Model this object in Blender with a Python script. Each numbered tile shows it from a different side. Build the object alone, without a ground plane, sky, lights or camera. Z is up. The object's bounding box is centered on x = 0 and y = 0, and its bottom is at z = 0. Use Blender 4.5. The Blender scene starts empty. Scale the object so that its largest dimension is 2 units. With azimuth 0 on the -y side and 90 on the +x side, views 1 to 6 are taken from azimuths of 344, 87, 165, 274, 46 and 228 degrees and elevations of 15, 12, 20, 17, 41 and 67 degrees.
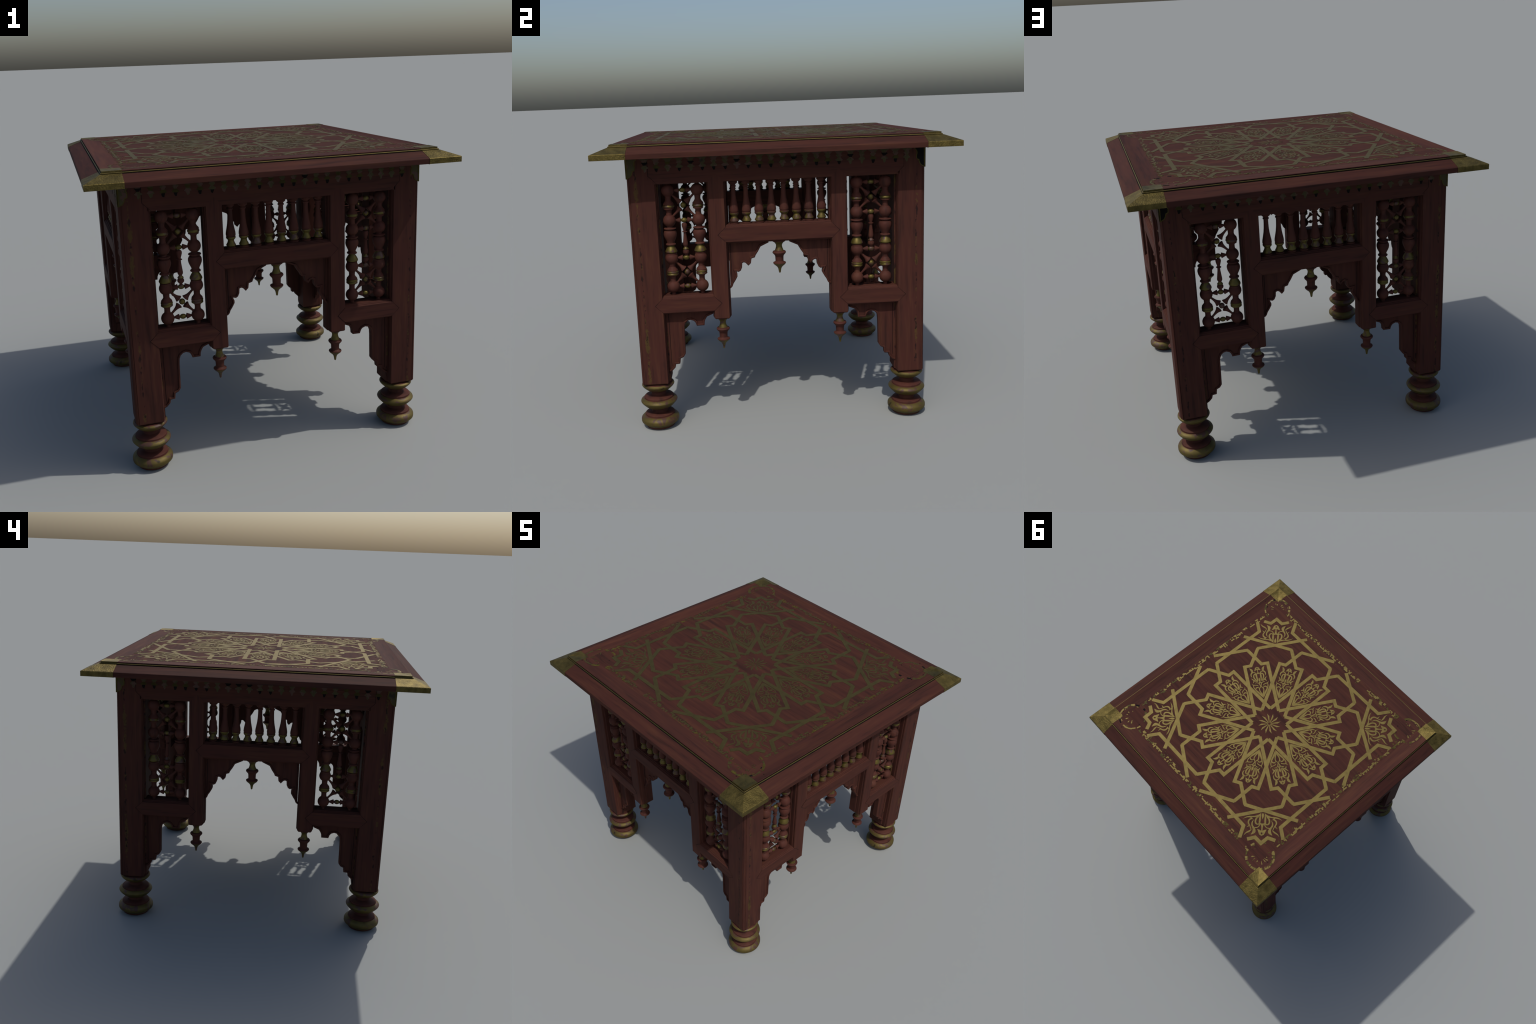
# Carved side table: turned lattice sides, brass inlaid top.
import bpy, bmesh, math, random
from mathutils import Vector, Matrix

rnd = random.Random(7)
TAU = math.tau

# ------------------------------------------------------------------ materials
def nodes_of(name):
    m = bpy.data.materials.new(name)
    m.use_nodes = True
    nt = m.node_tree
    b = nt.nodes["Principled BSDF"]
    return m, nt, b

def add(nt, kind, **kw):
    n = nt.nodes.new(kind)
    for k, v in kw.items():
        setattr(n, k, v)
    return n

def ramp(nt, fac, stops):
    r = add(nt, "ShaderNodeValToRGB")
    cr = r.color_ramp
    while len(cr.elements) < len(stops):
        cr.elements.new(0.5)
    for e, (p, c) in zip(cr.elements, stops):
        e.position = p
        e.color = (c[0], c[1], c[2], 1) if isinstance(c, tuple) else (c, c, c, 1)
    nt.links.new(fac, r.inputs[0])
    return r.outputs[0]

def mix(nt, fac, a, b):
    m = add(nt, "ShaderNodeMix", data_type='RGBA')
    L = nt.links.new
    if hasattr(fac, "is_output"): L(fac, m.inputs[0])
    else: m.inputs[0].default_value = fac
    for s, v in ((m.inputs[6], a), (m.inputs[7], b)):
        if hasattr(v, "is_output"): L(v, s)
        else: s.default_value = (*v, 1)
    return m.outputs[2]

def math_node(nt, op, a, b=None, clamp=False):
    m = add(nt, "ShaderNodeMath", operation=op, use_clamp=clamp)
    for i, v in enumerate((a, b)):
        if v is None: continue
        if hasattr(v, "is_output"): nt.links.new(v, m.inputs[i])
        else: m.inputs[i].default_value = v
    return m.outputs[0]

def coords(nt, scale, vary=True):
    """object coordinates, shifted per object so that repeats differ"""
    tc = add(nt, "ShaderNodeTexCoord")
    src = tc.outputs["Object"]
    if vary:
        oi = add(nt, "ShaderNodeObjectInfo")
        cm = add(nt, "ShaderNodeCombineXYZ")
        for i, k in enumerate((3.1, 5.7, 4.3)):
            nt.links.new(math_node(nt, 'MULTIPLY', oi.outputs["Random"], k), cm.inputs[i])
        va = add(nt, "ShaderNodeVectorMath", operation='ADD')
        nt.links.new(src, va.inputs[0]); nt.links.new(cm.outputs[0], va.inputs[1])
        src = va.outputs[0]
    mp = add(nt, "ShaderNodeMapping")
    mp.inputs["Scale"].default_value = scale
    nt.links.new(src, mp.inputs[0])
    return mp.outputs[0], tc.outputs["Object"]

def noise(nt, vec, scale, detail=4, rough=0.55, dist=0.0):
    n = add(nt, "ShaderNodeTexNoise")
    n.inputs["Scale"].default_value = scale
    n.inputs["Detail"].default_value = detail
    n.inputs["Roughness"].default_value = rough
    n.inputs["Distortion"].default_value = dist
    nt.links.new(vec, n.inputs["Vector"])
    return n.outputs["Fac"]

WOOD_D, WOOD_M, WOOD_L = (0.034, 0.0142, 0.0112), (0.053, 0.0193, 0.0143), (0.067, 0.0258, 0.0165)
SPEC = 0.07
GOLD = (0.235, 0.185, 0.058)
OLIVE = (0.062, 0.050, 0.011)
BLACK = (0.006, 0.005, 0.005)

def wood_colour(nt, axis, tint=1.0, stretch=14.0, vary=True, streak=0.0):
    s = [stretch, stretch, stretch]; s[axis] = 1.0
    vec, raw = coords(nt, s, vary)
    g = noise(nt, vec, 3.2, 6, 0.66, 0.25)
    c = ramp(nt, g, [(0.36, tuple(v*tint for v in WOOD_D)), (0.47, tuple(v*tint for v in WOOD_M)),
                     (0.53, tuple(v*tint for v in WOOD_M)), (0.66, tuple(v*tint for v in WOOD_L))])
    if streak > 0:      # long dark and tawny streaks of the show surfaces
        g2 = noise(nt, vec, 2.1, 3, 0.5)
        c = mix(nt, ramp(nt, g2, [(0.36, streak), (0.46, 0.0)]), c, (0.027, 0.0125, 0.0105))
        c = mix(nt, ramp(nt, g2, [(0.54, 0.0), (0.66, streak)]), c, (0.080, 0.0315, 0.0175))
    # broad blotches of redder and browner timber
    v2, _ = coords(nt, (1, 1, 1), vary)
    bl = noise(nt, v2, 5.0, 3)
    c = mix(nt, ramp(nt, bl, [(0.42, 0.0), (0.68, 0.35)]), c, tuple(v*tint for v in (0.058, 0.0180, 0.0145)))
    return c, g, raw

def bump(nt, b, h, strength, dist=0.002):
    bp = add(nt, "ShaderNodeBump")
    bp.inputs["Strength"].default_value = strength
    bp.inputs["Distance"].default_value = dist
    nt.links.new(h, bp.inputs["Height"])
    nt.links.new(bp.outputs[0], b.inputs["Normal"])

def wood_material(name, axis, tint=1.0, stretch=14.0, rough=0.68, streak=0.15):
    m, nt, b = nodes_of(name)
    c, g, _ = wood_colour(nt, axis, tint, stretch, True, streak)
    nt.links.new(c, b.inputs["Base Color"])
    b.inputs["Roughness"].default_value = rough
    b.inputs["Specular IOR Level"].default_value = SPEC
    bump(nt, b, g, 0.10)
    return m

def leg_material(name):
    """posts and legs: wood with a worn strip of gold flecks and dark chips near the outer edges"""
    m, nt, b = nodes_of(name)
    c, g, raw = wood_colour(nt, 2)
    sp = add(nt, "ShaderNodeSeparateXYZ"); nt.links.new(raw, sp.inputs[0])
    strips = []
    for i in (0, 1):
        d = math_node(nt, 'ABSOLUTE', math_node(nt, 'SUBTRACT', sp.outputs[i], 0.036))
        strips.append(math_node(nt, 'SUBTRACT', 1.0, math_node(nt, 'MULTIPLY', d, 26.0), True))
    strip = math_node(nt, 'MAXIMUM', strips[0], strips[1])
    v, _ = coords(nt, (1, 1, 0.9))
    n1 = noise(nt, v, 52, 3, 0.65); big = noise(nt, v, 8, 1)
    f1 = math_node(nt, 'MULTIPLY', strip, math_node(nt, 'ADD', n1, math_node(nt, 'MULTIPLY', math_node(nt, 'SUBTRACT', big, 0.53), 1.1)))
    c = mix(nt, ramp(nt, f1, [(0.47, 0.0), (0.60, 0.55)]), c, (0.075, 0.054, 0.014))
    v3, _ = coords(nt, (1.2, 1.2, 0.7))
    n2 = noise(nt, v3, 46, 2, 0.5)
    f2 = math_node(nt, 'MULTIPLY', strip, n2)
    c = mix(nt, ramp(nt, f2, [(0.51, 0.0), (0.59, 0.85)]), c, (0.014, 0.008, 0.008))
    nt.links.new(c, b.inputs["Base Color"])
    b.inputs["Roughness"].default_value = 0.68
    b.inputs["Specular IOR Level"].default_value = SPEC
    bump(nt, b, g, 0.10)
    return m

def cove_height(nt, raw):
    """height of the moulded border of the panel, steepening towards the rim"""
    sp = add(nt, "ShaderNodeSeparateXYZ"); nt.links.new(raw, sp.inputs[0])
    r = math_node(nt, 'MAXIMUM', math_node(nt, 'ABSOLUTE', sp.outputs[0]), math_node(nt, 'ABSOLUTE', sp.outputs[1]))
    t = math_node(nt, 'DIVIDE', math_node(nt, 'SUBTRACT', r, 0.790), 0.115, True)
    return math_node(nt, 'POWER', t, 2.0)

def brass_material(name, base=GOLD, metal=0.85, rough=0.46, worn=0.0, hammered=0.0, cove=False):
    m, nt, b = nodes_of(name)
    v, _ = coords(nt, (1, 1, 1))
    n = noise(nt, v, 26, 4, 0.6)
    c = ramp(nt, n, [(0.30, tuple(x*(0.6 if hammered else 0.82) for x in base)), (0.52, base), (0.75, tuple(x*(1.35 if hammered else 1.15) for x in base))])
    met = None
    if worn > 0:   # gilding rubbed through to red ground
        w = noise(nt, v, 20, 3, 0.6, 0.8)
        mask = ramp(nt, w, [(0.60 - 0.25*worn, 0.0), (0.64 - 0.25*worn, 1.0)])
        c = mix(nt, mask, c, (0.054, 0.0225, 0.0145))
        met = math_node(nt, 'MULTIPLY', math_node(nt, 'SUBTRACT', 1.0, mask), metal)
        dk = noise(nt, v, 15, 2, 0.5)
        c = mix(nt, ramp(nt, dk, [(0.68, 0.0), (0.73, 0.8)]), c, (0.012, 0.009, 0.006))
    nt.links.new(c, b.inputs["Base Color"])
    if met is not None: nt.links.new(met, b.inputs["Metallic"])
    else: b.inputs["Metallic"].default_value = metal
    b.inputs["Roughness"].default_value = rough
    b.inputs["Specular IOR Level"].default_value = 0.35
    if hammered > 0:
        vo = add(nt, "ShaderNodeTexVoronoi"); vo.inputs["Scale"].default_value = 120
        nt.links.new(v, vo.inputs["Vector"])
        h = math_node(nt, 'ADD', vo.outputs["Distance"], math_node(nt, 'MULTIPLY', noise(nt, v, 60, 3), 0.8))
        if cove:
            tc = add(nt, "ShaderNodeTexCoord")
            h = math_node(nt, 'ADD', math_node(nt, 'MULTIPLY', h, 0.06), cove_height(nt, tc.outputs["Object"]))
            bump(nt, b, h, 1.0, 0.018)
        else:
            bump(nt, b, h, hammered, 0.004)
    return m

def plain_material(name, col, rough=0.7):
    m, nt, b = nodes_of(name)
    v, _ = coords(nt, (1, 1, 1))
    n = noise(nt, v, 30, 3)
    nt.links.new(ramp(nt, n, [(0.3, tuple(x*0.7 for x in col)), (0.7, tuple(x*1.2 for x in col))]), b.inputs["Base Color"])
    b.inputs["Roughness"].default_value = rough
    b.inputs["Specular IOR Level"].default_value = SPEC
    return m

M_WX = wood_material("red_wood_lengthwise", 0)
M_EDGE = wood_material("edge_board_wood", 0, 0.88, 14.0, 0.72, 0.25)
M_WY = wood_material("red_wood_crosswise", 1)
M_WZ = wood_material("red_wood_upright", 2)
M_TURN = wood_material("turned_red_wood", 2, 1.15, 6.0, 0.6, 0.0)
M_PANEL = wood_material("panel_wood", 0, 0.96, 16.0, 0.8, 0.5)
def band_material(name, axis):
    """moulded border of the panel: a cove that steepens towards the rim"""
    m, nt, b = nodes_of(name)
    c, g, raw = wood_colour(nt, axis, 1.0, 16.0, True, 0.35)
    nt.links.new(c, b.inputs["Base Color"])
    b.inputs["Roughness"].default_value = 0.72
    b.inputs["Specular IOR Level"].default_value = SPEC
    h = cove_height(nt, raw)
    bump(nt, b, h, 1.0, 0.018)
    return m
M_BAND_X = band_material("rim_wood_lengthwise", 0)
M_BAND_Y = band_material("rim_wood_crosswise", 1)
M_LEG = leg_material("worn_leg_wood")
M_BRASS = brass_material("corner_brass", (0.112, 0.0860, 0.0265), 0.88, 0.62, 0.0, 0.32)
M_CAP = brass_material("panel_corner_brass", (0.112, 0.0860, 0.0265), 0.88, 0.60, 0.0, 0.25, True)
M_INLAY = brass_material("inlay_brass", (0.114, 0.0885, 0.0305), 0.89, 0.61)
M_GILT = brass_material("worn_gilding", (0.105, 0.080, 0.018), 0.6, 0.5, 0.30)
M_FOOT = brass_material("worn_foot_gilding", (0.092, 0.068, 0.016), 0.5, 0.56, 0.27)
M_FOOT_LOW = brass_material("foot_gilding", (0.092, 0.069, 0.015), 0.5, 0.56, 0.02)
M_OLIVE = plain_material("tarnished_gold", OLIVE, 0.55)
M_DARK = plain_material("dark_joint", BLACK, 0.8)
M_VAL = brass_material("shade_darkened_valance_gold", (0.040, 0.033, 0.009), 0.3, 0.65, 0.34)  # gold colour lowered to carry the shade under the tabletop

M_VAL_OLIVE = plain_material("shade_darkened_olive", (0.038, 0.031, 0.008), 0.6)

# ------------------------------------------------------------------ mesh tools
def link(o, parent=None):
    bpy.context.scene.collection.objects.link(o)
    if parent is not None: o.parent = parent
    return o

def empty(name, parent=None):
    o = bpy.data.objects.new(name, None)
    o.empty_display_size = 0.1
    return link(o, parent)

def mesh_from(name, verts, faces, mats, mat_idx=None, smooth=False, angle=None):
    me = bpy.data.meshes.new(name)
    me.from_pydata([tuple(v) for v in verts], [], faces)
    for m in mats: me.materials.append(m)
    if mat_idx is not None:
        for p, i in zip(me.polygons, mat_idx): p.material_index = i
    bm = bmesh.new(); bm.from_mesh(me)
    bmesh.ops.recalc_face_normals(bm, faces=bm.faces)
    bm.to_mesh(me); bm.free()
    if smooth:
        me.shade_smooth()
        me.set_sharp_from_angle(angle=math.radians(angle or 40))
    me.update()
    return me

def place(name, me, parent, loc=(0, 0, 0), rot=(0, 0, 0), scale=None, kind=None):
    o = bpy.data.objects.new(name, me)
    o.location = loc; o.rotation_euler = rot
    if scale: o.scale = scale
    if kind: o["kind"] = kind
    return link(o, parent)

class Build:
    """collects pieces into one mesh"""
    def __init__(self): self.v, self.f, self.m = [], [], []
    def add(self, verts, faces, mi=0, xf=None):
        n = len(self.v)
        self.v += [tuple(xf @ Vector(v)) if xf else tuple(v) for v in verts]
        for k, f in enumerate(faces):
            self.f.append([i + n for i in f])
            self.m.append(mi[k] if isinstance(mi, list) else mi)
    def mesh(self, name, mats, smooth=False, angle=None):
        return mesh_from(name, self.v, self.f, mats, self.m, smooth, angle)

def lathe(profile, segs=24):
    """profile: (radius, height, material) from one end to the other, about z"""
    V, F, MI = [], [], []
    for r, z, *_ in profile:
        for k in range(segs):
            a = TAU*k/segs
            V.append((r*math.cos(a), r*math.sin(a), z))
    for i in range(len(profile)-1):
        mi = profile[i+1][2] if len(profile[i+1]) > 2 else 0
        for k in range(segs):
            k2 = (k+1) % segs
            F.append((i*segs+k, i*segs+k2, (i+1)*segs+k2, (i+1)*segs+k)); MI.append(mi)
    F.append(tuple(range(segs))); MI.append(profile[0][2] if len(profile[0]) > 2 else 0)
    n = (len(profile)-1)*segs
    F.append(tuple(range(n, n+segs))); MI.append(profile[-1][2] if len(profile[-1]) > 2 else 0)
    return V, F, MI

def lathe_mesh(name, profile, mats, segs=24, angle=30):
    V, F, MI = lathe(profile, segs)
    return mesh_from(name, V, F, mats, MI, True, angle)

def ball(zc, r, z_hi, z_lo, mi=0, n=9):
    """profile points of a turned ball, from its top cut to its bottom cut"""
    a0 = math.acos(max(-1, min(1, (z_hi-zc)/r))); a1 = math.acos(max(-1, min(1, (z_lo-zc)/r)))
    return [(r*math.sin(a0+(a1-a0)*i/n), zc+r*math.cos(a0+(a1-a0)*i/n), mi) for i in range(n+1)]

def prism(poly, d0, d1, axis='y'):
    """extrude a 2D outline between two depths; axis y: outline is x,z; axis z: outline is x,y"""
    n = len(poly)
    P = (lambda p, d: (p[0], d, p[1])) if axis == 'y' else (lambda p, d: (p[0], p[1], d))
    V = [P(p, d0) for p in poly] + [P(p, d1) for p in poly]
    F = [tuple(range(n)), tuple(range(n, 2*n))] + [(i, (i+1) % n, n+(i+1) % n, n+i) for i in range(n)]
    return V, F

def sweep_profile(section, a, b, frame):
    """extrude a closed 2D section from a to b; frame maps (u, v, t) to xyz"""
    n = len(section)
    V = [frame(u, v, a) for u, v in section] + [frame(u, v, b) for u, v in section]
    F = [tuple(range(n)), tuple(range(n, 2*n))] + [(i, (i+1) % n, n+(i+1) % n, n+i) for i in range(n)]
    return V, F

def spline(pts, n=6):
    """Catmull-Rom through control points with any number of components"""
    out = []
    P = [pts[0]] + list(pts) + [pts[-1]]
    for i in range(1, len(P)-2):
        for k in range(n):
            t = k/n
            out.append(tuple(0.5*((2*b)+(-a+c)*t+(2*a-5*b+4*c-d)*t*t+(-a+3*b-3*c+d)*t**3)
                             for a, b, c, d in zip(P[i-1], P[i], P[i+1], P[i+2])))
    out.append(tuple(pts[-1]))
    return out

# ------------------------------------------------------------------ the table
table = empty("side_table")
table["label"] = "dark red carved wooden side table with brass inlaid star top"
table["category"] = "side table"

# ---- main sizes
FRONT = 0.835            # outer face of legs and frame
BACK = 0.735             # inner face of frame bars
MID = 0.785              # plane of the turned work
HALF_BAR, HALF_FLAT = 0.054, 0.0415
POST_X = 0.345           # centre line of the two posts on each side
LEG_IN = 0.668
LEG_BOTTOM = 0.284

# moulding at the edge of every frame bar: (distance from centre, depth behind the front face)
EDGE = [(HALF_FLAT, 0.0), (HALF_FLAT+0.0025, 0.0055), (HALF_FLAT+0.0025, 0.0140), (HALF_FLAT+0.0050, 0.0160),
        (HALF_FLAT+0.0065, 0.0210), (HALF_FLAT+0.0065, 0.0440), (HALF_BAR-0.0015, 0.0460), (HALF_BAR-0.0005, 0.0500)]
RAIL_EDGE = [(HALF_FLAT, 0.0), (HALF_FLAT+0.0025, 0.0045), (HALF_FLAT+0.0025, 0.0075), (HALF_FLAT+0.006, 0.0085),
             (HALF_FLAT+0.0075, 0.012), (HALF_FLAT+0.0075, 0.0155), (HALF_BAR-0.001, 0.0175), (HALF_BAR, 0.021)]
def bar_section(edge=EDGE, back=0.10):
    right = edge + [(edge[-1][0], back)]
    return right + [(-u, v) for u, v in reversed(right)]

# ---------------------------------------------------------------- legs and feet
def leg_section():
    # one quadrant mirrored over the diagonal; outer corner at (+,+)
    a = FRONT - 0.7515; b = LEG_IN - 0.7515
    half = [(a-0.0055, a-0.0055), (a-0.0105, a-0.0012), (a-0.0135, a-0.0035), (a-0.016, a-0.0035), (a-0.0175, a),
            (b+0.0155, a), (b+0.0130, a-0.0055), (b+0.0130, a-0.0140), (b+0.0105, a-0.0160), (b+0.0090, a-0.0210),
            (b+0.0090, a-0.0440), (b+0.0015, a-0.0460), (b+0.0005, a-0.0500)]
    return half + [(b+0.0005, b+0.0005)] + [(y, x) for x, y in reversed(half[1:])]

sec = leg_section()
B = Build()
zs = [(LEG_BOTTOM, 0.955), (LEG_BOTTOM+0.006, 1.0), (1.6150, 1.0)]
n = len(sec)
V = [(u*s, v*s, z) for z, s in zs for u, v in sec]
F = [tuple(range(n)), tuple(range(2*n, 3*n))]
for r in range(2):
    F += [(r*n+i, r*n+(i+1) % n, (r+1)*n+(i+1) % n, (r+1)*n+i) for i in range(n)]
B.add(V, F)
LEG_ME = B.mesh("leg", [M_LEG])

W, G = 0, 1
foot_profile = [(0.0800, 0.0, W), (0.0850, 0.0030, W), (0.0865, 0.0120, W), (0.0880, 0.0135, G), (0.1000, 0.0220, G), (0.1115, 0.0330, G), (0.1130, 0.0380, G), (0.1130, 0.0510, G),
                (0.1110, 0.0570, G), (0.1010, 0.0670, G), (0.0900, 0.0740, G), (0.0860, 0.0750, W), (0.0860, 0.0830, W), (0.0820, 0.0865, W), (0.0600, 0.0905, W),
                (0.0485, 0.0945, W), (0.0470, 0.1010, W), (0.0475, 0.1120, W), (0.0560, 0.1180, W), (0.0760, 0.1260, W), (0.0840, 0.1310, G), (0.0950, 0.1420, G), (0.1030, 0.1510, G),
                (0.1075, 0.1580, G), (0.1085, 0.1630, G), (0.1060, 0.1690, G), (0.0970, 0.1760, G), (0.0890, 0.1800, G), (0.0860, 0.1805, W), (0.0860, 0.1885, W), (0.0820, 0.1920, W),
                (0.0550, 0.1965, W), (0.0445, 0.2010, W), (0.0430, 0.2120, W), (0.0440, 0.2200, W), (0.0540, 0.2260, W), (0.0680, 0.2330, W), (0.0750, 0.2380, G), (0.0860, 0.2480, G), (0.0930, 0.2560, G),
                (0.0960, 0.2620, G), (0.0950, 0.2675, G), (0.0880, 0.2740, G), (0.0820, 0.2765, W), (0.0700, 0.2765, W), (0.0700, LEG_BOTTOM+0.004, W)]
# undersides of the rings keep their gilding, upper slopes are rubbed
foot_profile = [(r, z, 2 if m == G and i and r > foot_profile[i-1][0] else m) for i, (r, z, m) in enumerate(foot_profile)]
FOOT_ME = lathe_mesh("foot", foot_profile, [M_TURN, M_FOOT, M_FOOT_LOW], 40, 32)
for k in range(4):
    a = math.radians(-135 + 90*k)
    x, y = 0.7515*math.sqrt(2)*math.cos(a), 0.7515*math.sqrt(2)*math.sin(a)
    leg = place("leg", LEG_ME, table, (x, y, 0), (0, 0, a - math.radians(45)))
    place("foot", FOOT_ME, leg, (0, 0, 0), (0, 0, 0.7*k))

# ---------------------------------------------------------------- side frames
# side frame is modelled at the -y face: x across, y depth, z up
def upright(u, v, t): return (u, -FRONT+v, t)
def crosswise(zc): return lambda u, v, t: (t, -FRONT+v, zc+u)

LINE = 0.0013            # half width of the dark joint line
def pointed(cx0, cx1, zc, h, d, tipl, tipr):
    """face plate with pointed ends"""
    return [(cx0-tipl-d, zc), (cx0-d*0.41, zc-h-d), (cx1+d*0.41, zc-h-d), (cx1+tipr+d, zc), (cx1+d*0.41, zc+h+d), (cx0-d*0.41, zc+h+d)]

def make_post():
    B = Build()
    s = bar_section()
    V, F = sweep_profile(s, 0.6715, 1.47, upright); B.add(V, F)
    # chamfered lower end
    s2 = [(u*0.90, 0.05+(v-0.05)*0.90) for u, v in s]
    m = len(s)
    V = [upright(u, v, 0.6715) for u, v in s] + [upright(u, v, 0.6655) for u, v in s2]
    B.add(V, [tuple(range(m, 2*m))] + [(i, (i+1) % m, m+(i+1) % m, m+i) for i in range(m)])
    h = HALF_FLAT
    plate = [(-h, 1.40), (h, 1.40), (h, 1.466), (0, 1.466+h+0.001), (-h, 1.466)]
    V, F = prism(plate, -FRONT-0.0009, -FRONT+0.003); B.add(V, F)
    d = LINE*2
    V, F = prism([(-h+0.003, 1.464), (h-0.003, 1.464), (h+d*0.8, 1.4662), (0, 1.467+h+d*1.2), (-h-d*0.8, 1.4662)], -FRONT-0.0004, -FRONT+0.003)
    B.add(V, F, 1)
    return B.mesh("post", [M_WZ, M_DARK])

def make_rail(name, x0, x1, zc, leg_end=None):
    B = Build()
    V, F = sweep_profile(bar_section(RAIL_EDGE), x0-0.004, x1+0.004, crosswise(zc)); B.add(V, F)
    h = HALF_FLAT
    V, F = prism(pointed(x0, x1, zc, h, 0, h, h), -FRONT-0.0012, -FRONT+0.003); B.add(V, F)
    d = LINE*2
    for s, e in ((-1, x0), (1, x1)):
        tri = [(e-s*0.004, zc-h-0.0005), (e, zc-h-d*0.6), (e+s*(h+d*1.3), zc), (e, zc+h+d*0.6), (e-s*0.004, zc+h+0.0005)]
        V, F = prism(tri, -FRONT-0.0006, -FRONT+0.003); B.add(V, F, 1)
    return B.mesh(name, [M_WX, M_DARK])

def make_top_rail():
    B = Build()
    zb = 1.4560
    # moulded lower edge, flat face up to the top
    sec = [(zb, 0.10), (zb, 0.0465), (zb+0.0055, 0.044), (zb+0.0055, 0.002), (zb+0.0065, 0.0), (1.6148, 0.0), (1.6148, 0.10)]
    V, F = sweep_profile(sec, -0.69, 0.69, lambda u, v, t: (t, -FRONT+v, u)); B.add(V, F)
    e, c, z0 = 0.7135, 0.045, zb+0.0065
    plate = [(-e+c, z0), (e-c, z0), (e, z0+c), (e, 1.6148), (-e, 1.6148), (-e, z0+c)]
    V, F = prism(plate, -FRONT-0.0006, -FRONT+0.003); B.add(V, F)
    d = LINE*2
    for s in (-1, 1):
        ln = [(s*(e-c-0.004), z0-0.0004), (s*(e-c), z0-d*0.6), (s*(e+d), z0+c-d*0.4), (s*(e+d), 1.6145), (s*(e-0.004), 1.6145)]
        V, F = prism(ln, -FRONT-0.0003, -FRONT+0.003); B.add(V, F, 1)
    return B.mesh("top_rail", [M_WX, M_DARK])

POST_ME = make_post()
TOP_ME = make_top_rail()
MIDR_ME = make_rail("middle_rail", -POST_X+HALF_FLAT, POST_X-HALF_FLAT, 1.160)
XL = 0.683
LOWR_ME = make_rail("lower_rail", -(XL-POST_X-HALF_FLAT)/2, (XL-POST_X-HALF_FLAT)/2, 0.7615)
LOW_X = (XL+POST_X+HALF_FLAT)/2

# ---- brackets: board with a raised bead along the carved edge
ARCH = [(-0.290, 1.110), (-0.058, 1.110), (-0.060, 1.098), (-0.108, 1.076), (-0.124, 1.047), (-0.138, 1.027), (-0.143, 1.014), (-0.163, 1.008),
        (-0.167, 0.981), (-0.181, 0.967), (-0.196, 0.984), (-0.206, 0.988), (-0.217, 0.984), (-0.219, 0.958), (-0.227, 0.940), (-0.238, 0.933),
        (-0.256, 0.937), (-0.248, 0.918), (-0.248, 0.905), (-0.262, 0.880), (-0.272, 0.866), (-0.279, 0.848), (-0.290, 0.837)]
FLANK = [(-0.670, 0.712), (-0.392, 0.712), (-0.400, 0.690), (-0.436, 0.675), (-0.446, 0.660), (-0.452, 0.645), (-0.454, 0.623), (-0.497, 0.622), (-0.504, 0.642),
         (-0.513, 0.653), (-0.532, 0.660), (-0.549, 0.656), (-0.564, 0.643), (-0.571, 0.625), (-0.573, 0.596), (-0.575, 0.452), (-0.587, 0.434),
         (-0.606, 0.425), (-0.610, 0.394), (-0.634, 0.392), (-0.639, 0.371), (-0.657, 0.353), (-0.670, 0.346)]

def offset_path(path, d):
    """shift an open path to its left by d, mitred"""
    out = []
    for i, p in enumerate(path):
        a = Vector(path[max(0, i-1)]); b = Vector(p); c = Vector(path[min(len(path)-1, i+1)])
        t0 = (b-a).normalized() if i > 0 else (c-b).normalized()
        t1 = (c-b).normalized() if i < len(path)-1 else t0
        n0 = Vector((-t0.y, t0.x)); n1 = Vector((-t1.y, t1.x))
        m = (n0+n1)
        m = m.normalized() if m.length > 1e-6 else n0
        k = d/max(0.55, m.dot(n0))
        out.append((b.x+m.x*k, b.y+m.y*k))
    return out

def make_bracket(name, outline, strip_x):
    B = Build()
    f, b = -0.7910, -0.762
    V, F = prism(outline, -0.7890, b); B.add(V, F)
    edge = outline[2:]                                   # carved edge from top to bottom
    inner = offset_path(edge, -0.011)
    outer = offset_path(edge, 0.0012)
    mid = offset_path(edge, -0.004)
    n = len(edge)
    V = [(p[0], -0.788, p[1]) for p in inner] + [(p[0], f-0.0055, p[1]) for p in offset_path(edge, -0.0085)] + \
        [(p[0], f-0.0065, p[1]) for p in mid] + [(p[0], f-0.003, p[1]) for p in outer] + [(p[0], b+0.002, p[1]) for p in outer]
    F = []
    for r in range(4):
        F += [(r*n+i, r*n+i+1, (r+1)*n+i+1, (r+1)*n+i) for i in range(n-1)]
    B.add(V, F)
    # narrow raised black strip on the board, beside the post
    zl = outline[-1][1]; zt = outline[0][1]
    x = strip_x
    V, F = prism([(x+0.009, zl+0.035), (x+0.0115, zl+0.035), (x+0.0115, zt-0.004), (x+0.009, zt-0.004)], -0.7896, -0.788); B.add(V, F, 1)
    return B.mesh(name, [M_WZ, M_DARK])

ARCH_ME = make_bracket("arch_bracket", ARCH, -0.2905)
FLANK_ME = make_bracket("flank_bracket", FLANK, -0.6685)

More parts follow.
